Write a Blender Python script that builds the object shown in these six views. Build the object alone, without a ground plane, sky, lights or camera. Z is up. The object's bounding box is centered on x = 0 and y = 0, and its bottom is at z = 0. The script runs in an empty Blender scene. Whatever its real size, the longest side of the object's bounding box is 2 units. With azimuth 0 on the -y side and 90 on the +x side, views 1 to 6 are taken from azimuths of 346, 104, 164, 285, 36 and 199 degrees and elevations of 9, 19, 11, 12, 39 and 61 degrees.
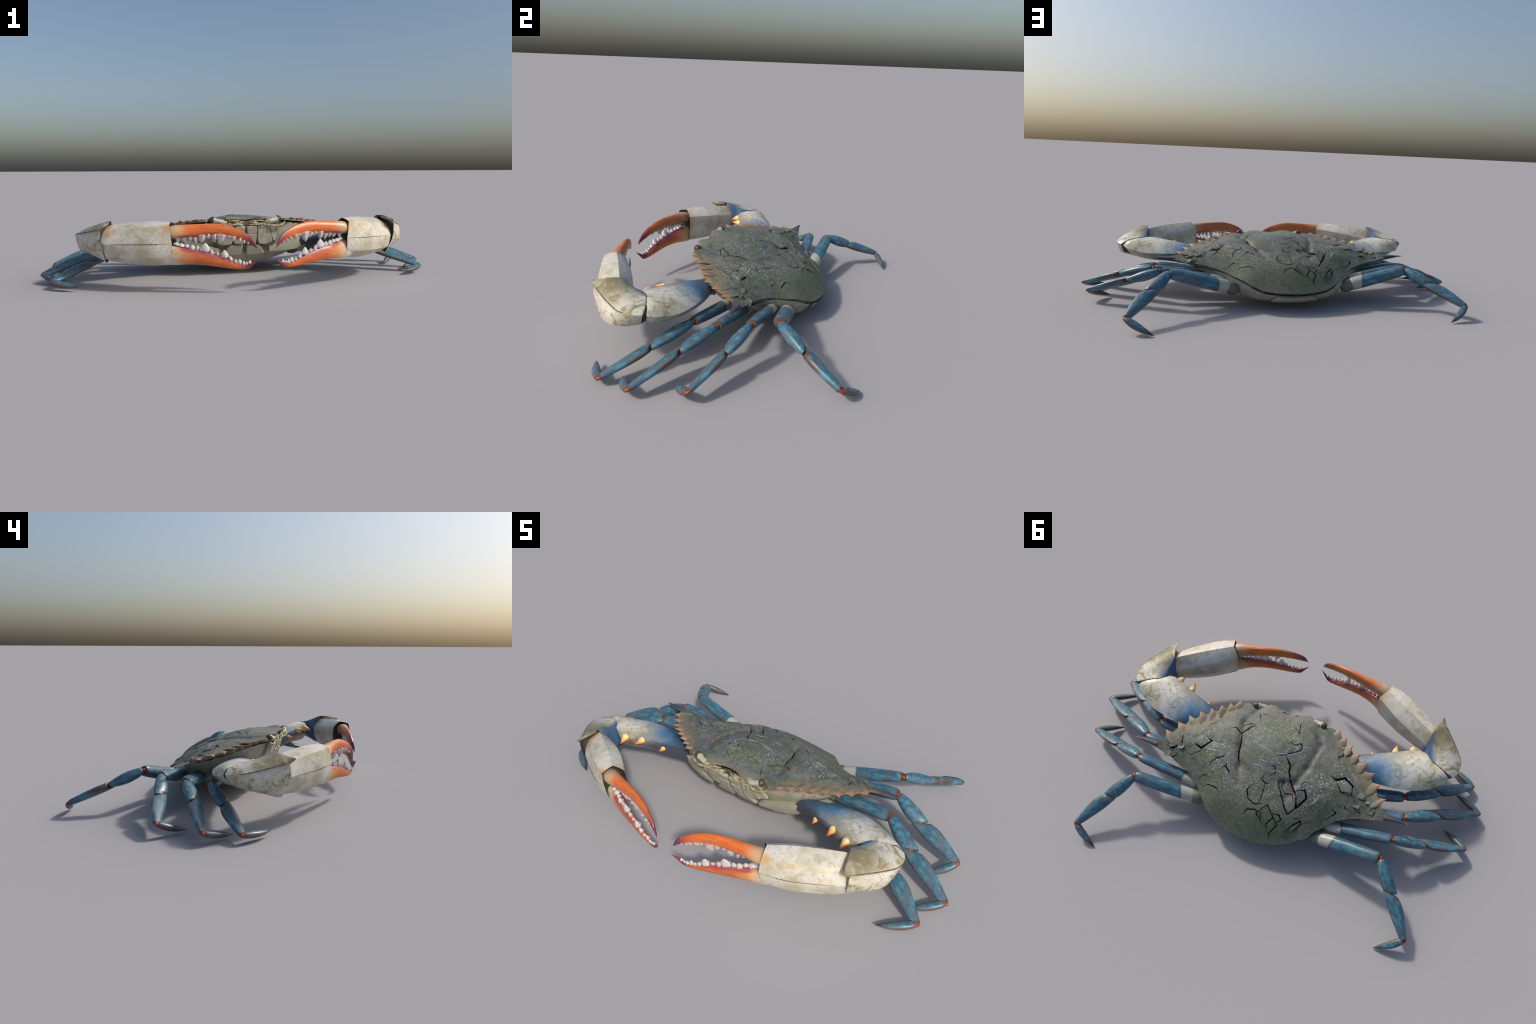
import bpy, bmesh, math, random
import numpy as np
from mathutils import Vector, Matrix
from mathutils.geometry import delaunay_2d_cdt

random.seed(7)
rng = np.random.RandomState(11)
MIRROR = Matrix.Scale(-1.0, 4, (1, 0, 0))

# ------------------------------------------------------------------ materials
class Mat:
    """Small wrapper that makes node materials readable."""
    def __init__(self, name, rough=0.45, spec=0.5, coat=0.0):
        self.m = bpy.data.materials.new(name)
        self.m.use_nodes = True
        self.nt = self.m.node_tree
        self.b = self.nt.nodes['Principled BSDF']
        self.b.inputs['Roughness'].default_value = rough
        self.b.inputs['Specular IOR Level'].default_value = spec
        self.b.inputs['Coat Weight'].default_value = coat
        self.b.inputs['Coat Roughness'].default_value = 0.3
        self.tc = self.nt.nodes.new('ShaderNodeTexCoord')
        self.obj = self.tc.outputs['Object']
        self.gen = self.tc.outputs['Generated']
    def set(self, sock, v):
        if isinstance(v, bpy.types.NodeSocket):
            self.nt.links.new(v, sock)
        elif isinstance(v, (tuple, list)) and len(v) == 3 and sock.type == 'RGBA':
            sock.default_value = (*v, 1)
        else:
            sock.default_value = v
    def new(self, t, **props):
        n = self.nt.nodes.new(t)
        for k, v in props.items():
            setattr(n, k, v)
        return n
    def scale(self, vec, s):
        n = self.new('ShaderNodeVectorMath', operation='MULTIPLY')
        self.set(n.inputs[0], vec); n.inputs[1].default_value = s
        return n.outputs[0]
    def noise(self, vec, scale, detail=4, rough=0.55, dist=0.0):
        n = self.new('ShaderNodeTexNoise')
        self.set(n.inputs['Vector'], vec)
        n.inputs['Scale'].default_value = scale
        n.inputs['Detail'].default_value = detail
        n.inputs['Roughness'].default_value = rough
        n.inputs['Distortion'].default_value = dist
        return n.outputs['Fac']
    def voronoi(self, vec, scale, rand=1.0):
        n = self.new('ShaderNodeTexVoronoi')
        self.set(n.inputs['Vector'], vec)
        n.inputs['Scale'].default_value = scale
        n.inputs['Randomness'].default_value = rand
        return n.outputs['Distance']
    def math(self, op, a, b=0.0):
        n = self.new('ShaderNodeMath', operation=op)
        self.set(n.inputs[0], a); self.set(n.inputs[1], b)
        return n.outputs[0]
    def rng(self, v, a, b, lo=0.0, hi=1.0):
        n = self.new('ShaderNodeMapRange', interpolation_type='SMOOTHSTEP')
        self.set(n.inputs['Value'], v)
        n.inputs['From Min'].default_value = a; n.inputs['From Max'].default_value = b
        n.inputs['To Min'].default_value = lo; n.inputs['To Max'].default_value = hi
        return n.outputs['Result']
    def dot(self, vec, d):
        n = self.new('ShaderNodeVectorMath', operation='DOT_PRODUCT')
        self.set(n.inputs[0], vec); n.inputs[1].default_value = d
        return n.outputs['Value']
    def sep(self, vec):
        n = self.new('ShaderNodeSeparateXYZ'); self.set(n.inputs[0], vec)
        return n.outputs
    def mix(self, fac, a, b, blend='MIX'):
        n = self.new('ShaderNodeMix', data_type='RGBA', blend_type=blend)
        self.set(n.inputs['Factor'], fac)
        self.set(n.inputs[6], a); self.set(n.inputs[7], b)
        return n.outputs[2]
    def ramp(self, fac, stops):
        n = self.new('ShaderNodeValToRGB')
        cr = n.color_ramp
        while len(cr.elements) < len(stops):
            cr.elements.new(0.5)
        for e, (p, c) in zip(cr.elements, stops):
            e.position = p; e.color = (*c, 1)
        self.set(n.inputs[0], fac)
        return n.outputs['Color']
    def bump(self, h, strength=0.3, dist=0.004):
        n = self.new('ShaderNodeBump')
        n.inputs['Strength'].default_value = strength
        n.inputs['Distance'].default_value = dist
        self.set(n.inputs['Height'], h)
        self.nt.links.new(n.outputs[0], self.b.inputs['Normal'])
    def out(self, color):
        self.set(self.b.inputs['Base Color'], color)
        return self.m

def simple(name, col, col2, scale=40, rough=0.5, spec=0.5):
    k = Mat(name, rough, spec)
    n = k.noise(k.obj, scale, 5)
    k.bump(n, 0.2, 0.003)
    return k.out(k.mix(k.rng(n, 0.35, 0.65), col, col2))

CREAM = (0.66, 0.63, 0.545)
CREAM2 = (0.50, 0.455, 0.335)
OLIVE = (0.26, 0.23, 0.10)
BLUE = (0.050, 0.155, 0.29)
DEEP = (0.014, 0.045, 0.10)

def cream_base(k, stain=1.0):
    """pale shell with olive-tan stains and fine dark pits"""
    n1 = k.noise(k.obj, 9, 5, 0.6)
    n2 = k.noise(k.obj, 22, 6, 0.65, 0.6)
    c = k.mix(k.rng(n1, 0.38, 0.66), CREAM, CREAM2)
    c = k.mix(k.math('MULTIPLY', k.rng(n2, 0.49, 0.66), min(1.0, 0.75 * stain)), c, OLIVE)
    n3 = k.noise(k.scale(k.obj, (1.0, 1.0, 2.2)), 34, 6, 0.7, 1.2)
    c = k.mix(k.math('MULTIPLY', k.rng(n3, 0.53, 0.66), min(1.0, 0.60 * stain)), c, (0.30, 0.24, 0.12))
    c = k.mix(k.math('MULTIPLY', k.rng(k.noise(k.obj, 15, 3), 0.55, 0.7), 0.5), c, (0.68, 0.66, 0.62))
    v = k.voronoi(k.scale(k.obj, (1.0, 1.6, 1.0)), 70)
    m = k.rng(k.noise(k.obj, 30, 2), 0.47, 0.57)
    pit = k.math('MULTIPLY', k.rng(v, 0.21, 0.10), m)
    c = k.mix(k.math('MULTIPLY', pit, 0.85), c, (0.07, 0.055, 0.03))
    k.bump(k.math('SUBTRACT', n2, k.math('MULTIPLY', pit, 0.6)), 0.25, 0.004)
    return c

def mat_arm():
    k = Mat('arm_shell', 0.38, 0.5)
    c = cream_base(k, 1.1)
    # proximal part blue, fading to cream towards the wrist
    t = k.math('ADD', k.dot(k.obj, (0.95, -0.55, 0.0)), k.math('MULTIPLY', k.math('SUBTRACT', k.noise(k.obj, 11, 6, 0.65), 0.5), 0.28))
    c = k.mix(k.rng(t, 0.68, 0.50), c, (0.22, 0.33, 0.42))
    c = k.mix(k.rng(t, 0.595, 0.47), c, BLUE)
    c = k.mix(k.rng(t, 0.49, 0.36), c, DEEP)
    st2 = k.noise(k.obj, 26, 6, 0.7, 0.8)
    c = k.mix(k.math('MULTIPLY', k.rng(st2, 0.52, 0.66), 0.6), c, (0.23, 0.205, 0.095))
    # tan band behind the spiny front edge, dark slate face in front of it
    f0 = k.math('ADD', k.dot(k.obj, (0.42, 0.90, 0.25)), k.math('MULTIPLY', k.math('SUBTRACT', k.noise(k.obj, 25, 4), 0.5), 0.08))
    c = k.mix(k.math('MULTIPLY', k.rng(f0, 0.150, 0.105), k.rng(t, 0.44, 0.60, 0.1, 0.65)), c, (0.30, 0.235, 0.14))
    f = k.math('ADD', k.dot(k.obj, (0.42, 0.90, 0.25)), k.math('MULTIPLY', k.math('SUBTRACT', k.noise(k.obj, 20, 3), 0.5), 0.03))
    c = k.mix(k.rng(f, 0.094, 0.070, 0, 0.9), c, (0.05, 0.055, 0.07))
    return k.out(c)

def mat_wrist():
    k = Mat('wrist_shell', 0.42, 0.5)
    c = cream_base(k, 1.4)
    n = k.noise(k.obj, 12, 5, 0.6, 1.0)
    # olive-brown smear towards the spike
    t = k.dot(k.obj, (-0.35, -0.9, 0.25))
    plate_top = k.rng(k.math('ADD', k.sep(k.obj)[2], k.math('MULTIPLY', k.sep(k.obj)[1], 0.14)), 0.205, 0.228)
    c = k.mix(k.math('MULTIPLY', plate_top, k.math('MULTIPLY', k.rng(t, -0.02, 0.15), k.rng(n, 0.3, 0.58, 0.3, 0.92))), c, (0.20, 0.165, 0.075))
    # blue inner face
    i = k.math('ADD', k.dot(k.obj, (1.0, -0.28, 0.0)), k.math('MULTIPLY', k.math('SUBTRACT', n, 0.5), 0.02))
    b = k.rng(i, 0.775, 0.738)
    c = k.mix(b, c, (0.045, 0.110, 0.215))
    return k.out(c)

def mat_palm():
    k = Mat('palm_shell', 0.36, 0.5)
    c = cream_base(k, 0.5)
    n = k.noise(k.obj, 16, 4)
    # u runs from the wrist (neg) to the finger tips
    u = k.math('ADD', k.math('ADD', k.dot(k.obj, (-0.960, -0.279, 0.0)), 0.241), k.math('MULTIPLY', k.math('SUBTRACT', n, 0.5), 0.10))
    z = k.sep(k.obj)[2]
    # orange stain at both ends of the upper ridge
    top = k.math('MULTIPLY', k.rng(z, 0.262, 0.298), k.rng(k.dot(k.obj, (0.279, -0.960, 0.0)), 0.600, 0.632))
    c = k.mix(k.math('MULTIPLY', k.math('MULTIPLY', k.rng(u, -0.060, -0.02), top), 0.65), c, (0.62, 0.27, 0.07))
    c = k.mix(k.math('MULTIPLY', k.rng(u, -0.265, -0.30), k.rng(z, 0.24, 0.27, 0, 0.55)), c, (0.55, 0.24, 0.06))
    band = k.math('MULTIPLY', k.rng(k.math('ABSOLUTE', k.math('SUBTRACT', z, k.math('ADD', 0.297, k.math('MULTIPLY', u, 0.10)))), 0.016, 0.004), k.rng(k.dot(k.obj, (0.279, -0.960, 0.0)), 0.58, 0.61))
    c = k.mix(k.math('MULTIPLY', k.math('MULTIPLY', band, k.rng(n, 0.35, 0.6)), k.rng(u, 0.0, -0.03, 0, 0.6)), c, (0.48, 0.36, 0.13))
    # blue at the inner heel
    s = k.dot(k.obj, (0.9, 0.9, -0.15))
    c = k.mix(k.math('MULTIPLY', k.rng(s, 0.255, 0.305), 0.85), c, (0.055, 0.13, 0.28))
    # fixed finger: cream -> orange -> purple tip
    o = k.mix(k.rng(k.noise(k.scale(k.obj, (1, 1, 6)), 18, 4), 0.35, 0.65), (0.62, 0.145, 0.030), (0.50, 0.115, 0.035))
    c = k.mix(k.rng(u, -0.02, 0.055), c, (0.66, 0.33, 0.13))
    c = k.mix(k.rng(u, 0.03, 0.11), c, o)
    # magenta along the biting edge
    edge = k.math('SUBTRACT', z, k.math('SUBTRACT', 0.214, k.math('MULTIPLY', u, 0.235)))
    c = k.mix(k.math('MULTIPLY', k.rng(edge, -0.010, 0.0), k.rng(u, 0.0, 0.06)), c, (0.34, 0.075, 0.085))
    c = k.mix(k.rng(u, 0.27, 0.34), c, (0.18, 0.030, 0.055))
    return k.out(c)

def mat_finger():
    k = Mat('movable_finger_shell', 0.34, 0.5)
    n = k.noise(k.obj, 18, 4)
    u = k.math('ADD', k.math('ADD', k.dot(k.obj, (-0.960, -0.279, 0.0)), 0.241), k.math('MULTIPLY', k.math('SUBTRACT', n, 0.5), 0.07))
    z = k.sep(k.obj)[2]
    st = k.noise(k.scale(k.obj, (1, 1, 7)), 16, 5, 0.6)
    o = k.mix(k.rng(st, 0.35, 0.68), (0.68, 0.175, 0.032), (0.52, 0.105, 0.03))
    c = k.mix(k.rng(u, 0.09, -0.01), o, (0.58, 0.40, 0.22))
    c = k.mix(k.math('MULTIPLY', k.rng(u, 0.03, -0.025), 0.8), c, (0.36, 0.28, 0.17))
    # inner side browner, tan streaks
    s = k.dot(k.obj, (0.279, -0.960, 0.0))
    c = k.mix(k.math('MULTIPLY', k.rng(s, 0.598, 0.580), k.rng(st, 0.4, 0.65, 0.15, 0.6)), c, (0.36, 0.19, 0.08))
    drop = k.math('MULTIPLY', k.math('POWER', k.math('MAXIMUM', k.math('SUBTRACT', u, 0.20), 0.0), 1.5), 0.75)
    edge = k.math('ADD', z, drop)
    c = k.mix(k.math('MULTIPLY', k.rng(edge, 0.266, 0.254), k.rng(u, 0.0, 0.05)), c, (0.36, 0.07, 0.085))
    c = k.mix(k.rng(u, 0.28, 0.345), c, (0.17, 0.030, 0.060))
    k.bump(st, 0.25, 0.004)
    return k.out(c)

def mat_leg(pale_base=False, claw=False, stripe=False):
    k = Mat('leg_shell', 0.36, 0.5)
    g = k.sep(k.gen)
    n = k.noise(k.scale(k.obj, (60, 60, 6)), 1.0, 5, 0.6)
    n2 = k.noise(k.obj, 3.0, 4)
    c = k.mix(k.rng(n, 0.38, 0.62), (0.026, 0.105, 0.170), (0.085, 0.215, 0.270))
    c = k.mix(k.math('MULTIPLY', k.rng(k.noise(k.scale(k.obj, (28, 28, 4)), 1.0, 4, 0.65), 0.46, 0.62), 0.7), c, (0.125, 0.105, 0.080))
    c = k.mix(k.math('MULTIPLY', k.rng(k.noise(k.scale(k.obj, (20, 20, 4)), 1.0, 3), 0.5, 0.7), 0.5), c, (0.030, 0.095, 0.235))
    ex = k.math('ADD', k.math('ABSOLUTE', k.math('SUBTRACT', g[0], 0.5)), k.math('MULTIPLY', k.math('SUBTRACT', n, 0.5), 0.10))
    BR = (0.100, 0.064, 0.044)
    if stripe:
        c = k.mix(k.math('MULTIPLY', k.rng(ex, 0.075, 0.0), 0.45), c, (0.09, 0.10, 0.10))
        c = k.mix(k.rng(ex, 0.40, 0.485), c, BR)
    if claw:
        c = k.mix(k.math('MULTIPLY', k.rng(ex, 0.22, 0.38), 0.9), c, (0.12, 0.085, 0.065))
        c = k.mix(k.rng(g[2], 0.55, 0.98), c, (0.055, 0.042, 0.035))
        c = k.mix(k.math('MULTIPLY', k.rng(g[2], 0.16, 0.02), 0.8), c, (0.20, 0.045, 0.03))
    else:
        c = k.mix(k.rng(g[2], 0.95, 1.0), c, BR)
        slope = 0.38 if stripe else 0.0                # oblique start of the blade
        st = k.math('ADD', k.math('SUBTRACT', k.math('MULTIPLY', g[2], 1.0 + slope * .38), slope * .38), k.math('MULTIPLY', k.math('SUBTRACT', g[0], 0.5), slope))
        c = k.mix(k.rng(st, 0.10 if stripe else 0.05, 0.02 if stripe else 0.0), c, BR)
    if pale_base:
        t = k.math('ADD', g[2], k.math('MULTIPLY', k.math('SUBTRACT', g[0], 0.5), 0.08))
        c = k.mix(k.rng(t, 0.23, 0.19), c, (0.40, 0.40, 0.35))
        c = k.mix(k.rng(k.math('ABSOLUTE', k.math('SUBTRACT', t, 0.235)), 0.012, 0.004), c, (0.10, 0.08, 0.05))
    k.bump(n, 0.2, 0.003)
    return k.out(c)

def mat_carapace():
    k = Mat('carapace_shell', 0.55, 0.4)
    x, y, z = k.sep(k.obj)
    ax = k.math('ABSOLUTE', x)
    sym = k.new('ShaderNodeCombineXYZ')
    k.set(sym.inputs[0], ax); k.set(sym.inputs[1], y)
    p = sym.outputs[0]
    n1 = k.noise(p, 8, 5, 0.65)
    n2 = k.noise(p, 20, 6, 0.65)
    fine = k.noise(k.obj, 80, 5, 0.7)
    warp = k.math('MULTIPLY', k.math('SUBTRACT', n2, 0.5), 0.5)
    def zone(cx, cy, rx, ry, soft=0.6):
        """soft elliptical patch of the (mirrored) shell, edges broken up by noise"""
        a = k.math('DIVIDE', k.math('SUBTRACT', ax, cx), rx); b = k.math('DIVIDE', k.math('SUBTRACT', y, cy), ry)
        d = k.math('SQRT', k.math('ADD', k.math('MULTIPLY', a, a), k.math('MULTIPLY', b, b)))
        return k.rng(k.math('ADD', d, warp), 1.0 + soft * .5, 1.0 - soft)
    def zones(*zs):
        r = zone(*zs[0])
        for q in zs[1:]:
            r = k.math('MAXIMUM', r, zone(*q))
        return r
    c = k.mix(k.rng(n1, 0.38, 0.62), (0.135, 0.144, 0.122), (0.085, 0.104, 0.068))
    GREEN = (0.095, 0.122, 0.048)
    c = k.mix(k.math('MULTIPLY', zones((.03, -.11, .055, .06), (.055, .05, .06, .03), (.24, .20, .06, .06), (.0, .31, .14, .06), (.30, .11, .05, .03)), 0.75), c, GREEN)
    c = k.mix(k.math('MULTIPLY', zones((.105, -.02, .045, .04), (.03, .06, .03, .03), (.17, .14, .03, .05), (.20, -.12, .04, .05)), 0.6), c, (0.105, 0.110, 0.150))
    c = k.mix(k.math('MULTIPLY', zones((.135, .125, .03, .035), (.20, -.06, .02, .06)), 0.75), c, (0.120, 0.085, 0.070))
    c = k.mix(k.math('MULTIPLY', zones((.06, -.17, .09, .035), (.26, -.05, .05, .04)), 0.6), c, (0.200, 0.198, 0.180))
    grime = k.noise(p, 30, 7, 0.7, 0.4)
    c = k.mix(k.math('MULTIPLY', k.rng(grime, 0.50, 0.36), 0.65), c, (0.052, 0.060, 0.045))
    c = k.mix(k.math('MULTIPLY', k.rng(grime, 0.52, 0.66), 0.50), c, (0.205, 0.210, 0.185))
    # greener towards the hind edge
    c = k.mix(k.math('MULTIPLY', k.rng(y, 0.10, 0.34), k.rng(n2, 0.3, 0.6, 0.35, 0.7)), c, (0.092, 0.108, 0.060))
    # tan rim behind the front teeth
    d = k.math('SUBTRACT', k.math('ADD', y, 0.355), k.math('MULTIPLY', ax, 0.745))
    rim = k.math('MULTIPLY', k.rng(d, 0.085, 0.01), k.rng(ax, 0.20, 0.27))
    c = k.mix(k.math('MULTIPLY', rim, 0.75), c, (0.26, 0.19, 0.10))
    fr = k.math('MULTIPLY', k.rng(y, -0.16, -0.225), k.rng(ax, 0.24, 0.16))
    c = k.mix(k.math('MULTIPLY', fr, 0.6), c, (0.29, 0.25, 0.17))
    c = k.mix(k.math('MULTIPLY', k.rng(fine, 0.44, 0.70), 0.45), c, (0.205, 0.215, 0.185))
    c = k.mix(k.math('MULTIPLY', k.rng(fine, 0.48, 0.32), 0.5), c, (0.045, 0.052, 0.040))
    # purple-black lateral spine
    c = k.mix(k.math('MULTIPLY', k.rng(ax, 0.52, 0.585), 0.9), c, (0.075, 0.065, 0.088))
    # pale tubercles, thick on the branchial and gastric lobes
    big = k.rng(k.voronoi(k.obj, 62, 0.9), 0.27, 0.17)
    mid = k.rng(k.voronoi(k.obj, 95, 0.9), 0.30, 0.18)
    small = k.rng(k.voronoi(k.obj, 150, 0.9), 0.38, 0.22)
    keep = k.rng(k.noise(k.obj, 28, 2), 0.36, 0.50)
    zbig = zones((.33, .015, .085, .06, .8), (.25, .06, .05, .05, .8))
    zmid = zones((.10, -.04, .075, .06, .8), (.04, .06, .06, .04, .8), (.24, .11, .08, .07, .8))
    zsmall = zones((.19, .17, .10, .09, .8), (.06, .20, .08, .07, .8), (.04, -.10, .08, .06, .8))
    dots = k.math('MAXIMUM', k.math('MULTIPLY', big, zbig), k.math('MAXIMUM', k.math('MULTIPLY', mid, zmid), k.math('MULTIPLY', k.math('MULTIPLY', small, zsmall), 0.8)))
    dots = k.math('MULTIPLY', dots, keep)
    c = k.mix(k.math('MULTIPLY', dots, 0.95), c, (0.48, 0.51, 0.48))
    k.bump(k.math('ADD', fine, k.math('MULTIPLY', dots, 1.0)), 0.35, 0.004)
    return k.out(c)

def mat_tooth(spine=False):
    k = Mat('marginal_tooth_shell', 0.5, 0.4)
    g = k.sep(k.gen)
    n = k.noise(k.obj, 3.0, 4)
    t = k.math('ADD', g[2], k.math('MULTIPLY', k.math('SUBTRACT', n, 0.5), 0.25))
    if spine:
        c = k.ramp(t, [(0.0, (0.085, 0.082, 0.085)), (0.3, (0.065, 0.058, 0.085)), (0.6, (0.055, 0.045, 0.08)), (0.88, (0.09, 0.055, 0.08)), (1.0, (0.50, 0.26, 0.18))])
    else:
        c = k.ramp(t, [(0.0, (0.15, 0.15, 0.118)), (0.42, (0.19, 0.165, 0.115)), (0.66, (0.30, 0.205, 0.125)), (0.86, (0.42, 0.18, 0.10)), (1.0, (0.46, 0.11, 0.065))])
    k.bump(k.noise(k.obj, 9.0, 4), 0.08, 0.05)
    return k.out(c)

def mat_arm_spine():
    k = Mat('arm_spine_shell', 0.35, 0.5)
    g = k.sep(k.gen)
    n = k.noise(k.obj, 3.0, 3)
    t = k.math('ADD', g[2], k.math('MULTIPLY', k.math('SUBTRACT', n, 0.5), 0.2))
    return k.out(k.ramp(t, [(0.0, (0.78, 0.70, 0.48)), (0.35, (0.80, 0.62, 0.26)), (0.6, (0.78, 0.36, 0.07)), (0.85, (0.72, 0.13, 0.035)), (1.0, (0.45, 0.06, 0.03))]))

def mat_claw_tooth():
    k = Mat('claw_tooth_enamel', 0.32, 0.5)
    g = k.sep(k.gen)
    n = k.noise(k.obj, 4.0, 4)
    c = k.mix(k.rng(n, 0.35, 0.65), (0.60, 0.57, 0.54), (0.48, 0.44, 0.42))
    c = k.mix(k.math('MULTIPLY', k.rng(g[2], 0.35, 0.05), 0.7), c, (0.50, 0.28, 0.28))
    return k.out(c)

def mat_underbody():
    k = Mat('underbody_shell', 0.55, 0.4)
    n = k.noise(k.obj, 10, 5)
    n2 = k.noise(k.obj, 40, 5)
    c = k.mix(k.rng(n, 0.35, 0.65), (0.39, 0.375, 0.30), (0.33, 0.315, 0.24))
    c = k.mix(k.math('MULTIPLY', k.rng(n2, 0.55, 0.72), 0.6), c, (0.14, 0.125, 0.075))
    c = k.mix(k.math('MULTIPLY', k.rng(k.noise(k.obj, 7, 3), 0.54, 0.68), 0.6), c, (0.22, 0.22, 0.17))
    x, y, z = k.sep(k.obj)
    ax = k.math('ABSOLUTE', x)
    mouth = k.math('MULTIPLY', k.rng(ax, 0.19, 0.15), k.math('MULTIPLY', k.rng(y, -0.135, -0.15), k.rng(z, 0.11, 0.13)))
    c = k.mix(k.math('MULTIPLY', mouth, 0.75), c, (0.085, 0.075, 0.04))  # crevice shade around the mouth plates, painted into the colour
    k.bump(n2, 0.3, 0.004)
    return k.out(c)

M = {}
M['arm'] = mat_arm(); M['wrist'] = mat_wrist(); M['palm'] = mat_palm(); M['finger'] = mat_finger()
M['leg'] = mat_leg(pale_base=True); M['leg_plain'] = mat_leg(); M['leg_blade'] = mat_leg(stripe=True); M['leg_claw'] = mat_leg(claw=True)
M['carapace'] = mat_carapace(); M['tooth'] = mat_tooth(); M['spine'] = mat_tooth(True); M['arm_spine'] = mat_arm_spine()
M['claw_tooth'] = mat_claw_tooth(); M['under'] = mat_underbody()
M['dark'] = simple('joint_membrane', (0.030, 0.026, 0.020), (0.055, 0.045, 0.03), 60, 0.6)
M['inner'] = simple('hollow_dark', (0.012, 0.014, 0.012), (0.03, 0.032, 0.024), 30, 0.8, 0.2)  # near-black colour standing in for shade inside the hollow shell
M['red'] = simple('red_joint', (0.40, 0.065, 0.030), (0.16, 0.045, 0.028), 90, 0.4)
M['red_dark'] = simple('dark_red_joint', (0.30, 0.055, 0.030), (0.15, 0.04, 0.025), 90, 0.4)
M['brown'] = simple('brown_joint', (0.10, 0.065, 0.045), (0.17, 0.14, 0.10), 80, 0.5)
M['gum'] = simple('gum', (0.36, 0.075, 0.09), (0.54, 0.27, 0.25), 45, 0.4)
M['coxa'] = simple('coxa_shell', (0.085, 0.095, 0.065), (0.17, 0.175, 0.13), 25, 0.45)
M['mouth'] = simple('mouth_plate_shell', (0.33, 0.325, 0.235), (0.40, 0.385, 0.285), 22, 0.5)
M['strand'] = simple('antenna_shell', (0.46, 0.40, 0.25), (0.20, 0.16, 0.08), 50, 0.5)
M['eye'] = simple('eye_shell', (0.045, 0.032, 0.02), (0.11, 0.07, 0.04), 40, 0.25)
M['stalk'] = simple('eyestalk_shell', (0.50, 0.50, 0.40), (0.30, 0.29, 0.20), 60, 0.4)
M['ridge'] = simple('pale_ridge', (0.42, 0.43, 0.40), (0.24, 0.25, 0.22), 120, 0.5)

# ------------------------------------------------------------------ helpers
root = bpy.data.objects.new('blue_crab', None)
bpy.context.scene.collection.objects.link(root)
root['label'] = 'blue swimming crab with orange-tipped claws and mesh breaks in the shell'
root['category'] = 'crab'

def mesh(name, verts, faces, mats, fmat=None, angle=35):
    me = bpy.data.meshes.new(name)
    me.from_pydata([tuple(v) for v in verts], [], faces)
    bm = bmesh.new(); bm.from_mesh(me)
    bmesh.ops.recalc_face_normals(bm, faces=bm.faces)
    bm.to_mesh(me); bm.free()
    for m in mats:
        me.materials.append(m)
    if fmat:
        me.polygons.foreach_set('material_index', fmat)
    me.polygons.foreach_set('use_smooth', [True] * len(me.polygons))
    if angle is not None:
        me.set_sharp_from_angle(angle=math.radians(angle))
    return me

def place(name, me, parent=root, matrix=Matrix.Identity(4)):
    o = bpy.data.objects.new(name, me)
    bpy.context.scene.collection.objects.link(o)
    attach(o, parent, matrix)
    return o

WORLD = {}
def attach(o, parent, matrix):
    o.parent = parent
    o.matrix_parent_inverse = WORLD.get(parent.name, Matrix.Identity(4)).inverted()
    o.matrix_basis = matrix
    WORLD[o.name] = matrix.copy()

def both(name, me, parents, matrix=Matrix.Identity(4)):
    a = place(name, me, parents[0], matrix)
    b = a.copy()
    bpy.context.scene.collection.objects.link(b)
    attach(b, parents[1], MIRROR @ matrix)
    return a, b

def bake(me, *mods):
    """apply modifiers to a mesh and return the result"""
    o = bpy.data.objects.new('tmp', me)
    bpy.context.scene.collection.objects.link(o)
    for t, props in mods:
        m = o.modifiers.new(t, t)
        for k2, v in props.items():
            setattr(m, k2, v)
    dg = bpy.context.evaluated_depsgraph_get()
    dg.update()
    r = bpy.data.meshes.new_from_object(o.evaluated_get(dg))
    r.name = me.name
    bpy.data.objects.remove(o)
    return r

def catmull(P, n):
    """resample control rings/points (list of equal-shape arrays) smoothly"""
    P = [np.asarray(p, float) for p in P]
    Q = [2 * P[0] - P[1]] + P + [2 * P[-1] - P[-2]]
    out = []
    for i in range(len(P) - 1):
        a, b, c, d = Q[i:i + 4]
        for j in range(n):
            t = j / n
            out.append(0.5 * (2 * b + (c - a) * t + (2 * a - 5 * b + 4 * c - d) * t * t + (3 * b - a - 3 * c + d) * t ** 3))
    out.append(P[-1])
    return out

BOW = 0.045
def split_ring(ring, k):
    """insert points along the edges of a closed ring, slightly bowed outward"""
    ring = np.asarray(ring, float); c = ring.mean(0); out = []
    n = len(ring)
    for i in range(n):
        a, b = ring[i], ring[(i + 1) % n]
        for j in range(k):
            t = j / k
            p = a * (1 - t) + b * t
            bow = BOW * math.sin(math.pi * t) * np.linalg.norm(b - a)
            d = p - c; d = d / (np.linalg.norm(d) + 1e-9)
            out.append(p + d * bow)
    return out

def loft(rings, cap0=True, cap1=True, closed=True):
    n = len(rings[0]); V = [p for r in rings for p in r]; F = []
    for i in range(len(rings) - 1):
        for j in range(n if closed else n - 1):
            a = i * n + j; b = i * n + (j + 1) % n
            F.append((a, b, b + n, a + n))
    if cap0:
        F.append(tuple(range(n))[::-1])
    if cap1:
        s = (len(rings) - 1) * n
        F.append(tuple(range(s, s + n)))
    return V, F

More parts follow.
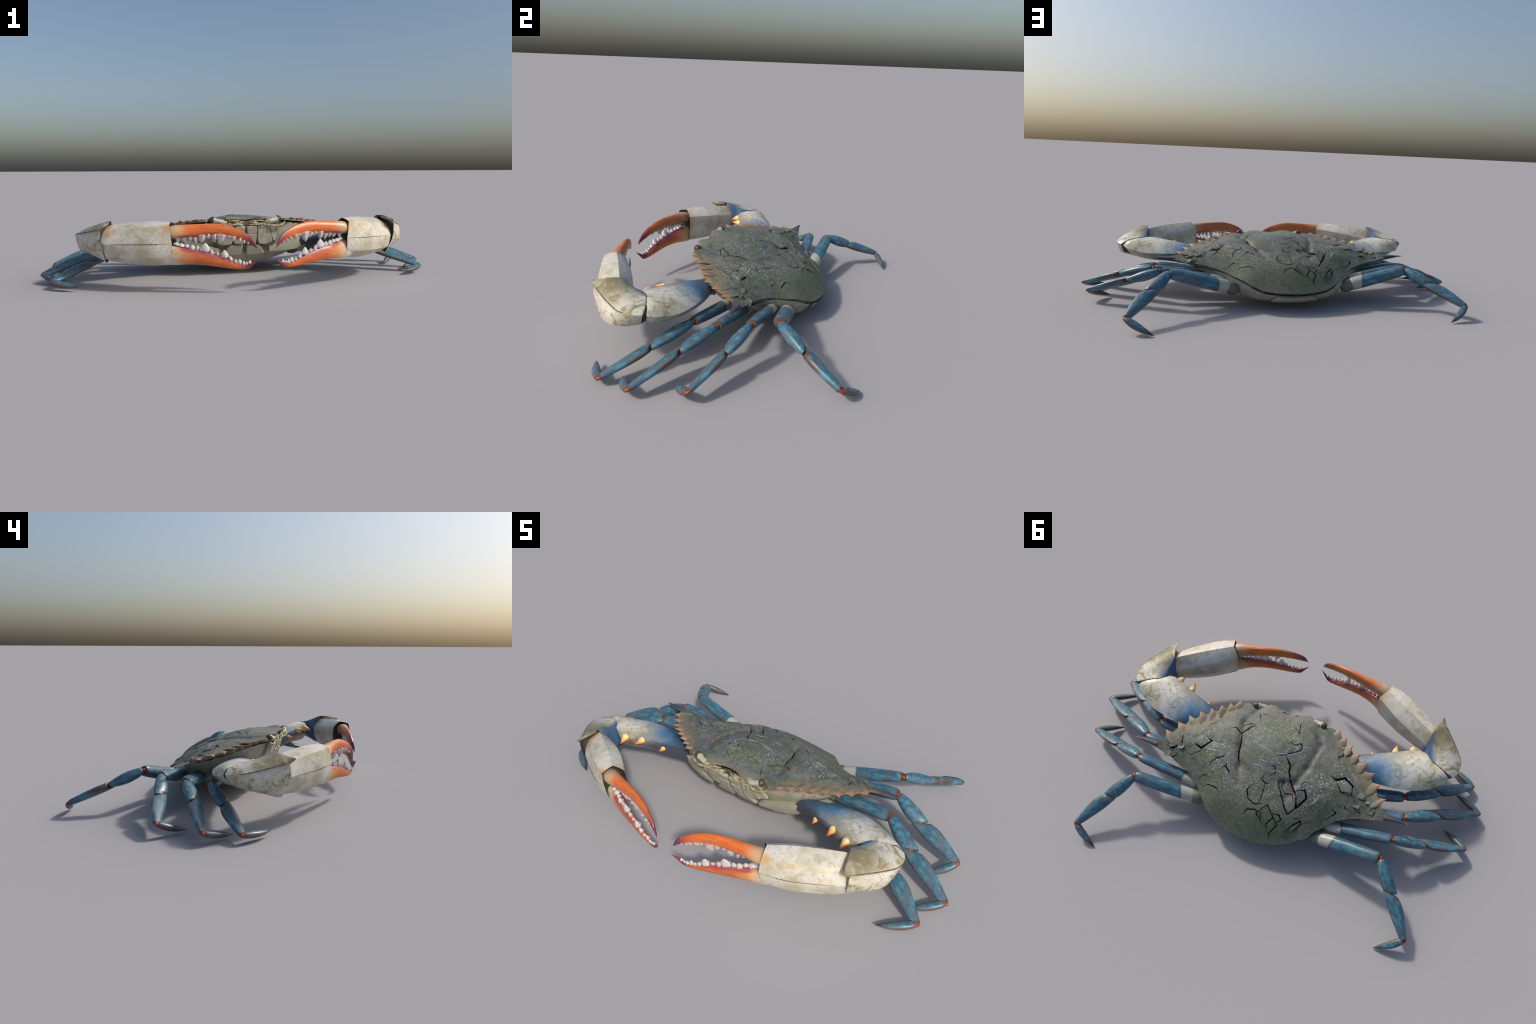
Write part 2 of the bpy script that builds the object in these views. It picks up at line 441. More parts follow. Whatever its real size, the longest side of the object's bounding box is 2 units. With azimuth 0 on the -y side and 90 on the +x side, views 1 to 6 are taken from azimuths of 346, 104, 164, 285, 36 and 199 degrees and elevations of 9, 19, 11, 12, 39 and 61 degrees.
def tube(points, radii, seg=8, flat=1.0, up=(0, 0, 1)):
    pts = [Vector(p) for p in points]; rings = []
    for i, p in enumerate(pts):
        d = (pts[min(i + 1, len(pts) - 1)] - pts[max(i - 1, 0)]).normalized()
        s = d.cross(Vector(up)).normalized(); w = s.cross(d)
        rings.append([p + s * (radii[i] * math.cos(2 * math.pi * k / seg)) + w * (radii[i] * flat * math.sin(2 * math.pi * k / seg)) for k in range(seg)])
    return loft(rings)

def frame(p, q, xdir):
    """matrix with local z from p to q (unit length = distance) and local x close to xdir"""
    p, q = Vector(p), Vector(q)
    z = (q - p); L = z.length; z.normalize()
    x = Vector(xdir); x = (x - z * x.dot(z)).normalized(); y = z.cross(x)
    m = Matrix((x, y, z)).transposed().to_4x4()
    m.translation = p
    return m, L

# ------------------------------------------------------------------ carapace
# symmetric height control points (x >= 0 half)
HEIGHT = [(0, -.2, .303), (.096, -.219, .308), (.17, -.195, .298), (.25, -.165, .29), (.31, -.125, .282), (.40, -.07, .265),
          (.472, .01, .245), (.53, .085, .23), (.62, .117, .222), (.473, .149, .200), (.385, .179, .186), (.312, .223, .165),
          (.231, .312, .135), (.16, .35, .110), (.08, .374, .101), (0, .38, .099), (0, -.1, .304), (0, 0, .303), (.093, -.006, .297),
          (.1, -.12, .302), (0, .1, .272), (.082, .09, .267), (.252, .077, .265), (.322, .074, .255), (.104, .2, .226), (0, .2, .228),
          (0, .3, .175), (.12, .29, .17), (.2, .2, .215), (.4, .05, .252), (.25, -.05, .285), (.18, 0, .284), (.3, .15, .222)]
HP = np.array(HEIGHT + [(-a, b, c) for a, b, c in HEIGHT if a > 0])
def _phi(r):
    return np.where(r > 1e-9, r * r * np.log(np.maximum(r, 1e-9)), 0)
_A = _phi(np.linalg.norm(HP[:, None, :2] - HP[None, :, :2], axis=2)) + 1e-4 * np.eye(len(HP))
_Q = np.c_[np.ones(len(HP)), HP[:, :2]]
_W = np.linalg.solve(np.block([[_A, _Q], [_Q.T, np.zeros((3, 3))]]), np.r_[HP[:, 2], 0, 0, 0])
def seg_dist(x, y, a, b):
    ax, ay = a; bx, by = b
    t = np.clip(((x - ax) * (bx - ax) + (y - ay) * (by - ay)) / ((bx - ax) ** 2 + (by - ay) ** 2), 0, 1)
    return np.hypot(x - ax - t * (bx - ax), y - ay - t * (by - ay))
GROOVES = [((.19, -.10), (.165, .03), .007, .013), ((.165, .03), (.135, .11), .007, .014), ((.135, .11), (.115, .19), .006, .015),
           ((.135, .11), (.05, .125), .003, .016), ((.19, -.10), (.15, -.18), .005, .016), ((.165, .03), (.30, .03), .002, .02), ((.30, .03), (.42, .05), .002, .02)]
def height(x, y):
    r = np.hypot(HP[:, 0] - x, HP[:, 1] - y)
    z = float(_phi(r) @ _W[:-3] + _W[-3] + _W[-2] * x + _W[-1] * y)
    for a, b, dep, wid in GROOVES:
        z -= dep * math.exp(-(float(seg_dist(abs(x), y, a, b)) / wid) ** 2)
    return z

FRONT = [(0, -.197), (.035, -.203), (.07, -.222), (.105, -.224), (.125, -.203), (.15, -.188), (.178, -.190), (.205, -.205), (.235, -.196),
         (.258, -.172), (.278, -.168), (.298, -.145), (.318, -.140), (.338, -.118), (.360, -.112), (.382, -.088), (.404, -.082), (.424, -.056), (.447, -.048), (.463, -.010), (.486, -.002), (.500, .038), (.527, .050), (.535, .088), (.565, .098), (.610, .106)]
REAR = [(.640, .113), (.610, .122), (.58, .128), (.53, .138), (.473, .149), (.425, .163), (.385, .179), (.345, .200), (.312, .225), (.285, .255), (.255, .288), (.231, .312),
        (.20, .335), (.16, .354), (.12, .368), (.08, .377), (.04, .382), (0, .384)]
HALF = FRONT + REAR
OUTLINE = HALF + [(-a, b) for a, b in HALF[-2:0:-1]]
# breaks left by mesh decimation, copied as cracks in the shell: (width, polyline)
MESH_GAPS = [
    (0.0040, [(0.182, -0.06), (0.169, -0.006), (0.162, 0.042), (0.148, 0.086), (0.136, 0.101)]),
    (0.0055, [(0.381, 0.069), (0.338, 0.083), (0.301, 0.037), (0.336, 0.022)]), (0.0025, [(0.335, 0.01), (0.325, -0.019)]),
    (0.0018, [(0.315, -0.035), (0.268, -0.021)]),
    (0.0033, [(-0.022, -0.017), (-0.055, -0.06), (-0.075, -0.052), (-0.102, -0.07), (-0.115, -0.05), (-0.109, -0.034), (-0.057, 0.007), (-0.014, 0.027)]),
    (0.0050, [(-0.057, 0.013), (-0.08, 0.036), (-0.091, 0.049), (-0.093, 0.071), (-0.109, 0.1), (-0.13, 0.127), (-0.16, 0.167), (-0.172, 0.209), (-0.146, 0.243), (-0.123, 0.22), (-0.091, 0.173), (-0.056, 0.124)]),
    (0.0044, [(-0.091, 0.049), (-0.112, 0.024)]), (0.0027, [(-0.098, -0.006), (-0.115, 0.017)]),
    (0.0055, [(-0.143, 0.145), (-0.189, 0.127), (-0.206, 0.156), (-0.177, 0.207), (-0.156, 0.157)]),
    (0.0033, [(-0.007, 0.137), (-0.01, 0.187), (-0.008, 0.261)]),
    (0.0033, [(-0.062, 0.318), (-0.01, 0.281), (-0.048, 0.234), (-0.091, 0.276), (-0.115, 0.295), (-0.091, 0.333), (-0.094, 0.358)]),
    (0.0066, [(-0.274, 0.025), (-0.304, 0.035), (-0.341, 0.014), (-0.384, 0.036), (-0.39, 0.074)]),
    (0.0038, [(-0.304, 0.035), (-0.343, 0.08), (-0.391, 0.068)]), (0.0027, [(0.116, -0.119), (0.128, -0.15), (0.146, -0.172)]),
    (0.0018, [(0.135, -0.167), (0.044, -0.159)]), (0.0027, [(-0.022, -0.162), (-0.076, -0.12), (-0.067, -0.163), (-0.075, -0.193)]),
    (0.0022, [(0.023, -0.151), (-0.019, -0.161)]), (0.0018, [(-0.077, -0.117), (-0.052, -0.059)]), (0.0080, [(0.231, 0.102), (0.217, 0.089)]),
    (0.0033, [(-0.23, -0.066), (-0.23, -0.085)]), (0.0044, [(-0.278, -0.027), (-0.307, -0.046)]),
    (0.0044, [(-0.149, 0.324), (-0.176, 0.282), (-0.21, 0.248), (-0.217, 0.258), (-0.192, 0.296)]), (0.0044, [(-0.219, 0.255), (-0.268, 0.228)]),
    (0.0044, [(-0.323, 0.154), (-0.35, 0.164), (-0.312, 0.203)]), (0.0033, [(-0.368, 0.118), (-0.383, 0.133), (-0.402, 0.137)]),
    (0.0027, [(0.418, 0.107), (0.38, 0.121), (0.336, 0.093)]), (0.0066, [(0.482, 0.125), (0.453, 0.123)]),
    (0.0050, [(0.509, 0.105), (0.474, 0.112), (0.441, 0.081), (0.45, 0.03)]), (0.0027, [(0.428, 0.149), (0.385, 0.16)]),
    (0.014, [(.487, .118), (.470, .121)]), (.011, [(.452, .129), (.438, .135)]), (.012, [(.462, .092), (.447, .099)]), (.008, [(.515, .085), (.49, .09)]),
    (.010, [(-.505, .082), (-.488, .090)]), (.007, [(-.47, .105), (-.44, .10)]), (.009, [(-.452, .128), (-.43, .132)]),
    (0.0050, [(-0.314, -0.072), (-0.328, -0.115)]), (0.0033, [(0.109, 0.205), (0.096, 0.199)])]
# extra made-up breaks at random, in the style of the decimated mesh
gap_rng = np.random.RandomState(5)
for _ in range(26):
    x, y = gap_rng.uniform(-.42, .30), gap_rng.uniform(-.13, .33)
    if abs(x) > .50 - .9 * max(0.0, y - .05) or y < -.20 + .45 * max(0.0, abs(x) - .12):
        continue
    a = gap_rng.uniform(0, 2 * math.pi); pl = [(x, y)]
    for _k in range(gap_rng.randint(2, 5)):
        l = gap_rng.uniform(.018, .042)
        x += l * math.cos(a); y += l * math.sin(a); pl.append((x, y))
        a += gap_rng.choice([-1, 1]) * gap_rng.uniform(.4, 1.5)
    MESH_GAPS.append((gap_rng.uniform(.0016, .0040), pl))
# plates of the broken mesh that sit a little proud or tilted: (polygon, lift at first corner, lift at the far side)
PLATES = [([(.381, .069), (.338, .083), (.301, .037), (.345, .018)], .007, -.002), ([(-.304, .035), (-.341, .014), (-.384, .036), (-.39, .074), (-.343, .08)], -.003, .006),
          ([(-.143, .145), (-.189, .127), (-.206, .156), (-.177, .207)], .006, -.002), ([(-.01, .281), (-.048, .234), (-.115, .295), (-.09, .335), (-.062, .318)], .004, 0),
          ([(-.056, .124), (-.109, .1), (-.16, .167), (-.172, .209), (-.146, .243), (-.123, .22)], -.006, -.002),
          ([(-.022, -.017), (-.055, -.06), (-.115, -.05), (-.057, .007)], .004, 0), ([(-.149, .324), (-.176, .282), (-.21, .248), (-.192, .296)], .006, .002),
          ([(-.323, .154), (-.27, .12), (-.23, .17), (-.312, .203)], .0, .005), ([(.418, .107), (.38, .121), (.336, .093), (.381, .069)], -.004, .003)]

def inside(pt, poly):
    x, y = pt; c = False; n = len(poly); j = n - 1
    for i in range(n):
        xi, yi = poly[i]; xj, yj = poly[j]
        if (yi > y) != (yj > y) and x < (xj - xi) * (y - yi) / (yj - yi) + xi:
            c = not c
        j = i
    return c

def shell_surface(outline, step, gaps, plates):
    V = []; E = []; quads = []
    def add_loop(pts):
        s = len(V); V.extend(Vector(p) for p in pts)
        E.extend((s + i, s + (i + 1) % len(pts)) for i in range(len(pts)))
    dense = []
    for i, a in enumerate(outline):
        b = outline[(i + 1) % len(outline)]
        m = max(1, int(math.dist(a, b) / step))
        dense += [(a[0] + (b[0] - a[0]) * j / m, a[1] + (b[1] - a[1]) * j / m) for j in range(m)]
    add_loop(dense)
    for w, pl in gaps:
        w *= 1.5
        for i in range(len(pl) - 1):
            a, b = Vector(pl[i]), Vector(pl[i + 1])
            d = (b - a).normalized(); n = Vector((-d.y, d.x)) * w * 0.5
            tip0 = 0.15 if i == 0 else 1.0; tip1 = 0.15 if i == len(pl) - 2 else 1.0
            e = d * w * 0.4
            q = [a - e * tip0 + n * tip0, b + e * tip1 + n * tip1, b + e * tip1 - n * tip1, a - e * tip0 - n * tip0]
            quads.append([tuple(p) for p in q]); add_loop(q)
    y = -0.24; row = 0
    while y < 0.40:
        x = -0.62 + (step / 2 if row % 2 else 0)
        while x < 0.62:
            if inside((x, y), outline):
                V.append(Vector((x, y)))
            x += step
        y += step * 0.866; row += 1
    v2, e2, f2, *_ = delaunay_2d_cdt(V, E, [], 0, 1e-5)
    F = []
    for f in f2:
        c = sum((v2[i] for i in f), Vector((0, 0))) / len(f)
        if inside(c, outline) and not any(inside(c, q) for q in quads):
            F.append(tuple(f))
    P3 = []
    for v in v2:
        z = height(v.x, v.y)
        for poly, l0, l1 in plates:
            cx = sum(p[0] for p in poly) / len(poly); cy = sum(p[1] for p in poly) / len(poly)
            shr = [(cx + (p[0] - cx) * 0.985, cy + (p[1] - cy) * 0.985) for p in poly]
            if inside(v, shr):
                d0 = Vector(poly[0]) - Vector((cx, cy)); t = (v - Vector((cx, cy))).dot(d0) / max(d0.length_squared, 1e-9)
                z += 1.5 * (l0 * (0.5 + 0.5 * t) + l1 * (0.5 - 0.5 * t))
        P3.append((v.x, v.y, z))
    used = sorted({i for f in F for i in f}); idx = {o: i for i, o in enumerate(used)}
    return [P3[i] for i in used], [tuple(idx[i] for i in f) for f in F]

V, F = shell_surface(OUTLINE, 0.0095, MESH_GAPS, PLATES)
me = mesh('carapace', V, F, [M['carapace']], angle=None)
bm = bmesh.new(); bm.from_mesh(me)
if sum(f.normal.z for f in bm.faces) < 0:
    bmesh.ops.reverse_faces(bm, faces=bm.faces)
bm.to_mesh(me); bm.free()
me = bake(me, ('SOLIDIFY', dict(thickness=0.010, offset=-1.0)))
me.set_sharp_from_angle(angle=math.radians(40))
carapace = place('carapace', me)

# added dark sheet imitating the shaded hollow, seen through the shell breaks
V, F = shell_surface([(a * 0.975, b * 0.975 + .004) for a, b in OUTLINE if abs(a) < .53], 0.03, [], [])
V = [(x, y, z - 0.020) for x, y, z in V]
place('hollow_backing', mesh('hollow_backing', V, F, [M['inner']], angle=None), carapace)

# pale granular ridges across the shell
def on_shell(pts, dz=0.0):
    return [(x, y, height(x, y) + dz) for x, y in pts]
def ridge(pts, r):
    pts = [tuple(p) for p in catmull([np.array(p) for p in pts], 8)]
    rad = [r * math.sin(math.pi * min(max(i / (len(pts) - 1), 0.04), 0.96)) ** 0.5 * (0.7 + 0.6 * rng.rand()) for i in range(len(pts))]
    V, F = tube(on_shell(pts, 0.0), rad, 6, 0.7)
    return mesh('shell_ridge', V, F, [M['ridge']], angle=None)
both('shell_ridge', ridge([(.092, -.005), (.06, .004), (.03, .012), (.008, .015)], .0024), (carapace, carapace))
both('shell_ridge', ridge([(.086, .091), (.05, .088), (.03, .092), (.015, .101)], .0020), (carapace, carapace))
both('shell_ridge', ridge([(.325, .075), (.288, .080), (.252, .078)], .0022), (carapace, carapace))

# marginal teeth: plump hooked cones, local z = length 1, x = width, y = thickness
def cone(name, mat, prof, seg=12, hook=0.0, keel=0.0):
    rings = []
    for t, w, h in prof:
        off = hook * t * t
        ring = []
        for k in range(seg):
            a = 2 * math.pi * k / seg
            ring.append((w * math.cos(a), h * math.sin(a) * (1 + keel * (math.sin(a) > 0.5)) - off, t))
        rings.append(ring)
    V, F = loft(rings)
    return mesh(name, V, F, [mat], angle=50)
tooth_me = cone('marginal_tooth', M['tooth'], [(0, .50, .03), (.3, .54, .07), (.5, .46, .105), (.68, .30, .10), (.84, .15, .07), (1, .012, .012)], hook=-0.12, keel=.15)
TEETH = [((.247, -.207, .294), (.15, -.98, .06), .050, .046), ((.291, -.177, .287), (.45, -.88, .05), .050, .044), ((.329, -.152, .286), (.58, -.80, .02), .052, .048), ((.372, -.124, .276), (.64, -.76, -.02), .056, .050),
         ((.416, -.094, .268), (.68, -.72, -.03), .060, .054), ((.462, -.062, .253), (.72, -.68, -.08), .066, .056), ((.500, -.014, .242), (.80, -.58, -.06), .066, .054), ((.544, .039, .232), (.86, -.48, -.04), .070, .050)]
for tip, d, L, W in TEETH:
    tip = Vector(tip); d = Vector(d).normalized(); L *= 1.15; W *= rng.uniform(.85, 1.12)
    side = Vector((0, 0, 1)).cross(d) + Vector((0, 0, rng.uniform(-.25, .25)))
    m, _ = frame(tip - d * L + Vector((0, 0, height((tip - d * L).x, (tip - d * L).y) - (tip - d * L).z - .0045)), tip, side)
    m = m @ Matrix.Diagonal((W, W, L, 1))
    both('marginal_tooth', tooth_me, (carapace, carapace), m)
sp = cone('lateral_spine', M['spine'], [(0, .115, .040), (.2, .118, .050), (.55, .085, .045), (.85, .04, .028), (1, .004, .004)], 12, 0.0)
m, L = frame((.555, .113, .2195), (.668, .1165, .221), (0, 1, 0))
both('lateral_spine', sp, (carapace, carapace), m @ Matrix.Diagonal((L, L, L, 1)))

# loose plates imitating the decimated mesh around the lateral spines
for sx in (1, -1):
    for i in range(7):
        cx = rng.uniform(.41, .50); cy = .03 + (cx - .41) * .45 + rng.uniform(.02, .08); r = rng.uniform(.012, .022)
        a0 = rng.uniform(0, 6.28); n = rng.choice([4, 4, 5])
        tx, ty = rng.uniform(-.35, .35, 2)
        top = []
        for q in range(n):
            a = a0 + 2 * math.pi * q / n; dx = r * math.cos(a); dy = r * math.sin(a) * .8
            top.append((sx * (cx + dx), cy + dy, height(sx * cx, cy) - .12 * dx - .2 * dy + tx * dx + ty * dy + .003))
        V, F = loft([top, [(x, y, z - .004) for x, y, z in top]])
        place('loose_mesh_plate', mesh('loose_mesh_plate', V, F, [M['carapace']], angle=30), carapace)

# ------------------------------------------------------------------ body below the shell
TOPR = [(0, -.200, .288), (.07, -.212, .290), (.12, -.200, .286), (.178, -.185, .280), (.235, -.180, .273), (.312, -.120, .264), (.396, -.066, .250), (.47, .015, .234), (.52, .075, .222),
        (.54, .118, .208), (.473, .143, .193), (.385, .172, .176), (.312, .216, .156), (.231, .303, .125), (.16, .345, .100), (.08, .368, .090), (0, .374, .088)]
MIDR = [(0, -.190, .215), (.065, -.189, .214), (.11, -.182, .205), (.165, -.168, .200), (.23, -.150, .20), (.30, -.122, .205), (.365, -.068, .200), (.41, .0, .188), (.435, .05, .178),
        (.44, .10, .168), (.405, .135, .152), (.360, .168, .140), (.318, .212, .125), (.25, .288, .10), (.17, .328, .085), (.08, .347, .077), (0, .352, .075)]
LOWR = [(0, -.150, .122), (.06, -.148, .122), (.10, -.142, .118), (.155, -.125, .114), (.20, -.105, .11), (.24, -.075, .105), (.27, -.035, .10), (.285, .01, .095), (.295, .05, .09),
        (.295, .09, .085), (.29, .13, .08), (.28, .17, .073), (.265, .21, .066), (.22, .268, .054), (.16, .30, .046), (.08, .315, .042), (0, .32, .041)]
BOTR = [(x * 0.6, .06 + (y - .06) * 0.7, .056 - .055 * max(0.0, min(y, .3))) for x, y, z in LOWR]
def full(r):
    return r + [(-a, b, c) for a, b, c in r[-2:0:-1]]
rings = [full(r) for r in (TOPR, MIDR, LOWR, BOTR)]
rings = catmull([np.array(r) for r in rings], 5)
V, F = loft(rings, False, True)
underbody = place('underbody', mesh('underbody', V, F, [M['under']], angle=50))

# abdomen flap: overlapping plates along the midline underneath and up the hind edge
ABD = [(.350, .078, .09), (.338, .060, .115), (.315, .050, .125), (.275, .045, .11), (.22, .046, .09), (.15, .049, .07), (.07, .053, .05), (.0, .058, .03)]
abdomen = None
for i in range(len(ABD) - 1):
    y0, z0, w0 = ABD[i]; y1, z1, w1 = ABD[i + 1]
    R = []
    for t, lift in ((0, .004), (.5, .008), (1.04, .003)):
        y = y0 + (y1 - y0) * t; z = z0 + (z1 - z0) * t - lift; w = w0 + (w1 - w0) * t
        ring = [(w * math.cos(a), y + (.010 if z0 > .05 else 0) * math.sin(a), z - .007 * math.sin(a)) for a in [2 * math.pi * k / 20 for k in range(20)]]
        R.append(ring)
    V, F = loft(R)
    o = place('abdomen_plate', mesh('abdomen_plate', V, F, [M['under']], angle=40), underbody)

# ------------------------------------------------------------------ face: mouth plates, eyes, antennae
def plate(corners, thick, outward, mat, name):
    """bevelled slab from a corner polygon"""
    o = Vector(outward).normalized(); C = [Vector(c) for c in corners]
    ctr = sum(C, Vector()) / len(C)
    R = [[c - o * thick for c in C], [c for c in C], [ctr + (c - ctr) * 0.90 + o * thick * 0.55 for c in C]]
    V, F = loft([split_ring([tuple(c) for c in r], 3) for r in R])
    return mesh(name, V, F, [mat], angle=45)
FACE = (0, -1, -.25)
PLATES3 = [([(.004, -.215, .258), (.056, -.215, .262), (.058, -.202, .222), (.008, -.202, .222)]),
           ([(.006, -.204, .219), (.058, -.204, .219), (.056, -.186, .172), (.012, -.186, .165)]),
           ([(.060, -.213, .268), (.118, -.208, .276), (.146, -.178, .176), (.120, -.176, .162), (.070, -.186, .168)]),
           ([(.125, -.206, .276), (.150, -.198, .270), (.176, -.170, .185), (.152, -.174, .178)]),
           ([(.010, -.180, .160), (.075, -.178, .162), (.110, -.156, .115), (.015, -.153, .108)])]
for c in PLATES3:
    both('mouth_plate', plate(c, .010, FACE, M['mouth'], 'mouth_plate'), (underbody, underbody))
# crumpled antennule strands under the brow
for i in range(11):
    x0 = rng.uniform(0, .06); x1 = x0 + rng.uniform(.04, .08); z0 = rng.uniform(.262, .294)
    pts = catmull([np.array((x0, -.212 - .004 * rng.rand(), z0)), np.array(((x0 + x1) / 2, -.220 - .003 * rng.rand(), z0 + rng.uniform(-.006, .006))), np.array((min(x1, .13), -.212, z0 + rng.uniform(-.004, .01)))], 5)
    V, F = tube(pts, [.0034] * len(pts), 6, 0.8)
    both('antennule', mesh('antennule', V, F, [M['strand']], angle=50), (underbody, underbody))
for pts, r in (([(.085, -.215, .280), (.095, -.232, .276), (.108, -.240, .262)], .0032), ([(.105, -.212, .272), (.118, -.228, .262), (.130, -.234, .248)], .004)):
    pts = catmull([np.array(p) for p in pts], 5)
    V, F = tube(pts, [r * (1 - .75 * i / (len(pts) - 1)) for i in range(len(pts))], 6)
    both('antenna', mesh('antenna', V, F, [M['strand']], angle=50), (underbody, underbody))
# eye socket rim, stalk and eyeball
V, F = tube(catmull([np.array(p) for p in ((.108, -.212, .272), (.14, -.222, .262), (.18, -.216, .264), (.205, -.208, .278))], 5), [.006] * 16, 8)
both('socket_rim', mesh('socket_rim', V, F, [M['strand']], angle=50), (underbody, underbody))
V, F = tube(catmull([np.array(p) for p in ((.098, -.205, .284), (.125, -.212, .285), (.152, -.208, .290), (.166, -.204, .294))], 4), [.010, .012, .013, .014, .0145, .0145, .014, .014, .0145, .015, .0155, .016, .013], 10)
stalk_a, stalk_b = both('eyestalk', mesh('eyestalk', V, F, [M['stalk']], angle=50), (underbody, underbody))
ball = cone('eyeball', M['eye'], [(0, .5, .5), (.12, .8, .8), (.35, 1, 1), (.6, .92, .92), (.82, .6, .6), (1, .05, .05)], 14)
m, _ = frame((.158, -.206, .292), (.187, -.197, .302), (0, 0, 1))
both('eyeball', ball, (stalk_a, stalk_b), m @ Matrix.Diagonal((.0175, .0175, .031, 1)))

# ------------------------------------------------------------------ claws
def ring_loft(stations, sub, n, caps=(True, True)):
    R = catmull([np.array(r, float) for r in stations], n)
    return [split_ring(r, sub) for r in R]

# palm: ridge order  A upper-outer, F mid-outer, E lower-outer, G keel, H lower-inner, D mid-inner, C upper-inner, B top
PB = [(.663, -.399, .274), (.674, -.433, .219), (.655, -.432, .158), (.660, -.380, .135), (.655, -.325, .145), (.648, -.300, .190), (.642, -.301, .244), (.644, -.344, .299)]
PF = [(.415, -.541, .304), (.406, -.550, .228), (.409, -.538, .168), (.403, -.505, .129), (.385, -.470, .150), (.372, -.460, .216), (.371, -.460, .284), (.402, -.489, .317)]
def mixr(a, b, t, bulge):
    r = []
    for p, q, s in zip(a, b, bulge):
        v = [p[i] * (1 - t) + q[i] * t for i in range(3)]
        r.append((v[0] + s[0], v[1] + s[1], v[2] + s[2]))
    return r
BUL = [(-.004, -.015, .006), (-.006, -.019, 0), (-.005, -.017, -.004), (0, -.004, -.008), (.007, .015, -.006), (.012, .027, 0), (.009, .020, .004), (0, .002, .006)]
c0 = np.mean(PB, 0)
PN = [tuple(c0 + (np.array(p) - c0) * 0.90 + np.array((.034, .020, 0))) for p in PB]
R = ring_loft([PB, mixr(PB, PF, .33, [tuple(.8 * v for v in b) for b in BUL]), mixr(PB, PF, .66, BUL), PF], 3, 5)
R = [split_ring(PN, 3)] + R
cF = np.mean(PF, 0)
inset = [tuple(cF + (np.array(p) - cF) * 0.86 + np.array((.016, .004, 0))) for p in R[-1]]
R.append(inset)
Vp, Fp = loft(R)
nn = len(R[0])
fm = [0] * len(Fp)
for i in range(nn):
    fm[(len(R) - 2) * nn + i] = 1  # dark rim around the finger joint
fm[-1] = 1; fm[-2] = 1

def seam(name, pts, r, mat):
    pts = catmull([np.array(p) for p in pts], 6)
    n = len(pts)
    V, F = tube(pts, [r * (0.25 + 0.75 * math.sin(math.pi * i / (n - 1))) for i in range(n)], 6)
    return mesh(name, V, F, [mat], angle=60)
SEAMF = [mixr(PB, PF, t, [tuple(v * k for v in b) for b in BUL])[1] for t, k in ((.04, .1), (.33, .8), (.66, 1.0), (.97, .1))]

# fingers live in the vertical plane through AX with direction U
AX = np.array((.40, -.512, 0)); U = np.array((-.9604, -.2786, 0)); W = np.array((.2786, -.9604, 0))
def fp(u, z, w=0.0):
    return AX + U * u + W * w + np.array((0, 0, z))
def finger(stations, sub, seg=12, flip=False):
    """stations: u, outer-edge z, biting-edge z, half thickness, sideways offset"""
    S = catmull([np.array(s) for s in stations], sub); R = []
    for u, zo, zb, h, off in S:
        ring = []
        for k in range(seg):
            a = 2 * math.pi * k / seg
            cz, sw = math.cos(a), math.sin(a)
            # flattened biting edge, domed back, slight keel
            t = 0.5 + 0.5 * (abs(cz) ** 0.85) * (1 if cz > 0 else -1)
            ring.append(fp(u, zb + (zo - zb) * t, off + h * (abs(sw) ** 0.8) * (1 if sw > 0 else -1) * (1.0 - .18 * max(cz, 0))))
        R.append(ring)
    return loft(R)
Vf, Ff = finger([(-.05, .134, .205, .030, -.008), (-.025, .129, .215, .034, -.008), (.01, .128, .216, .033, -.004), (.045, .131, .210, .0275, .003), (.08, .133, .203, .023, .008), (.13, .131, .195, .0185, .011), (.178, .126, .181, .0160, .011), (.23, .118, .165, .0135, .009),
                 (.275, .112, .145, .0110, .006), (.31, .1105, .136, .0095, .003), (.337, .113, .139, .0075, .001), (.36, .135, .150, .0045, .003), (.3815, .1585, .1595, .0006, .007)], 3, 14)
Vc = list(Vp) + list(Vf); Fc = list(Fp) + [tuple(i + len(Vp) for i in f) for f in Ff]
claw_me = mesh('claw', Vc, Fc, [M['palm'], M['dark']], fm + [0] * len(Ff), angle=24)
claw_a, claw_b = both('claw', claw_me, (root, root))

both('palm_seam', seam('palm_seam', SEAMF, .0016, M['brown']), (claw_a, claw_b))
Vd, Fd = finger([(-.035, .292, .262, .026, -.006), (-.012, .300, .246, .034, -.003), (.02, .305, .245, .032, -.003), (.06, .307, .250, .0265, -.007), (.12, .309, .255, .0205, -.012), (.18, .310, .260, .0170, -.015), (.23, .304, .257, .0150, -.015),
                 (.285, .288, .243, .0120, -.012), (.33, .265, .226, .0085, -.008), (.358, .238, .211, .0055, -.003), (.3735, .2025, .2010, .0006, 0)], 3, 14)
fing_a, fing_b = both('movable_finger', mesh('movable_finger', Vd, Fd, [M['finger']], angle=30), (claw_a, claw_b))

# gums
def gum(path, r, off):
    pts = catmull([fp(u, z, off * math.sin(math.pi * min(u, .36) / .36)) for u, z in path], 4)
    n = len(pts)
    V, F = tube(pts, [r * min(1, .35 + 2.2 * (1 - i / (n - 1))) * (.9 + .2 * rng.rand()) for i in range(n)], 8, 0.75, up=(W[0], W[1], 0))
    return mesh('gum', V, F, [M['gum']], angle=60)
both('gum', gum([(0, .252), (.05, .252), (.12, .257), (.18, .261), (.23, .257), (.285, .243), (.33, .227)], .0075, -.014), (fing_a, fing_b))
both('gum', gum([(.01, .218), (.045, .211), (.08, .203), (.13, .194), (.178, .181), (.23, .165), (.275, .146), (.31, .137), (.337, .140)], .0075, .010), (claw_a, claw_b))

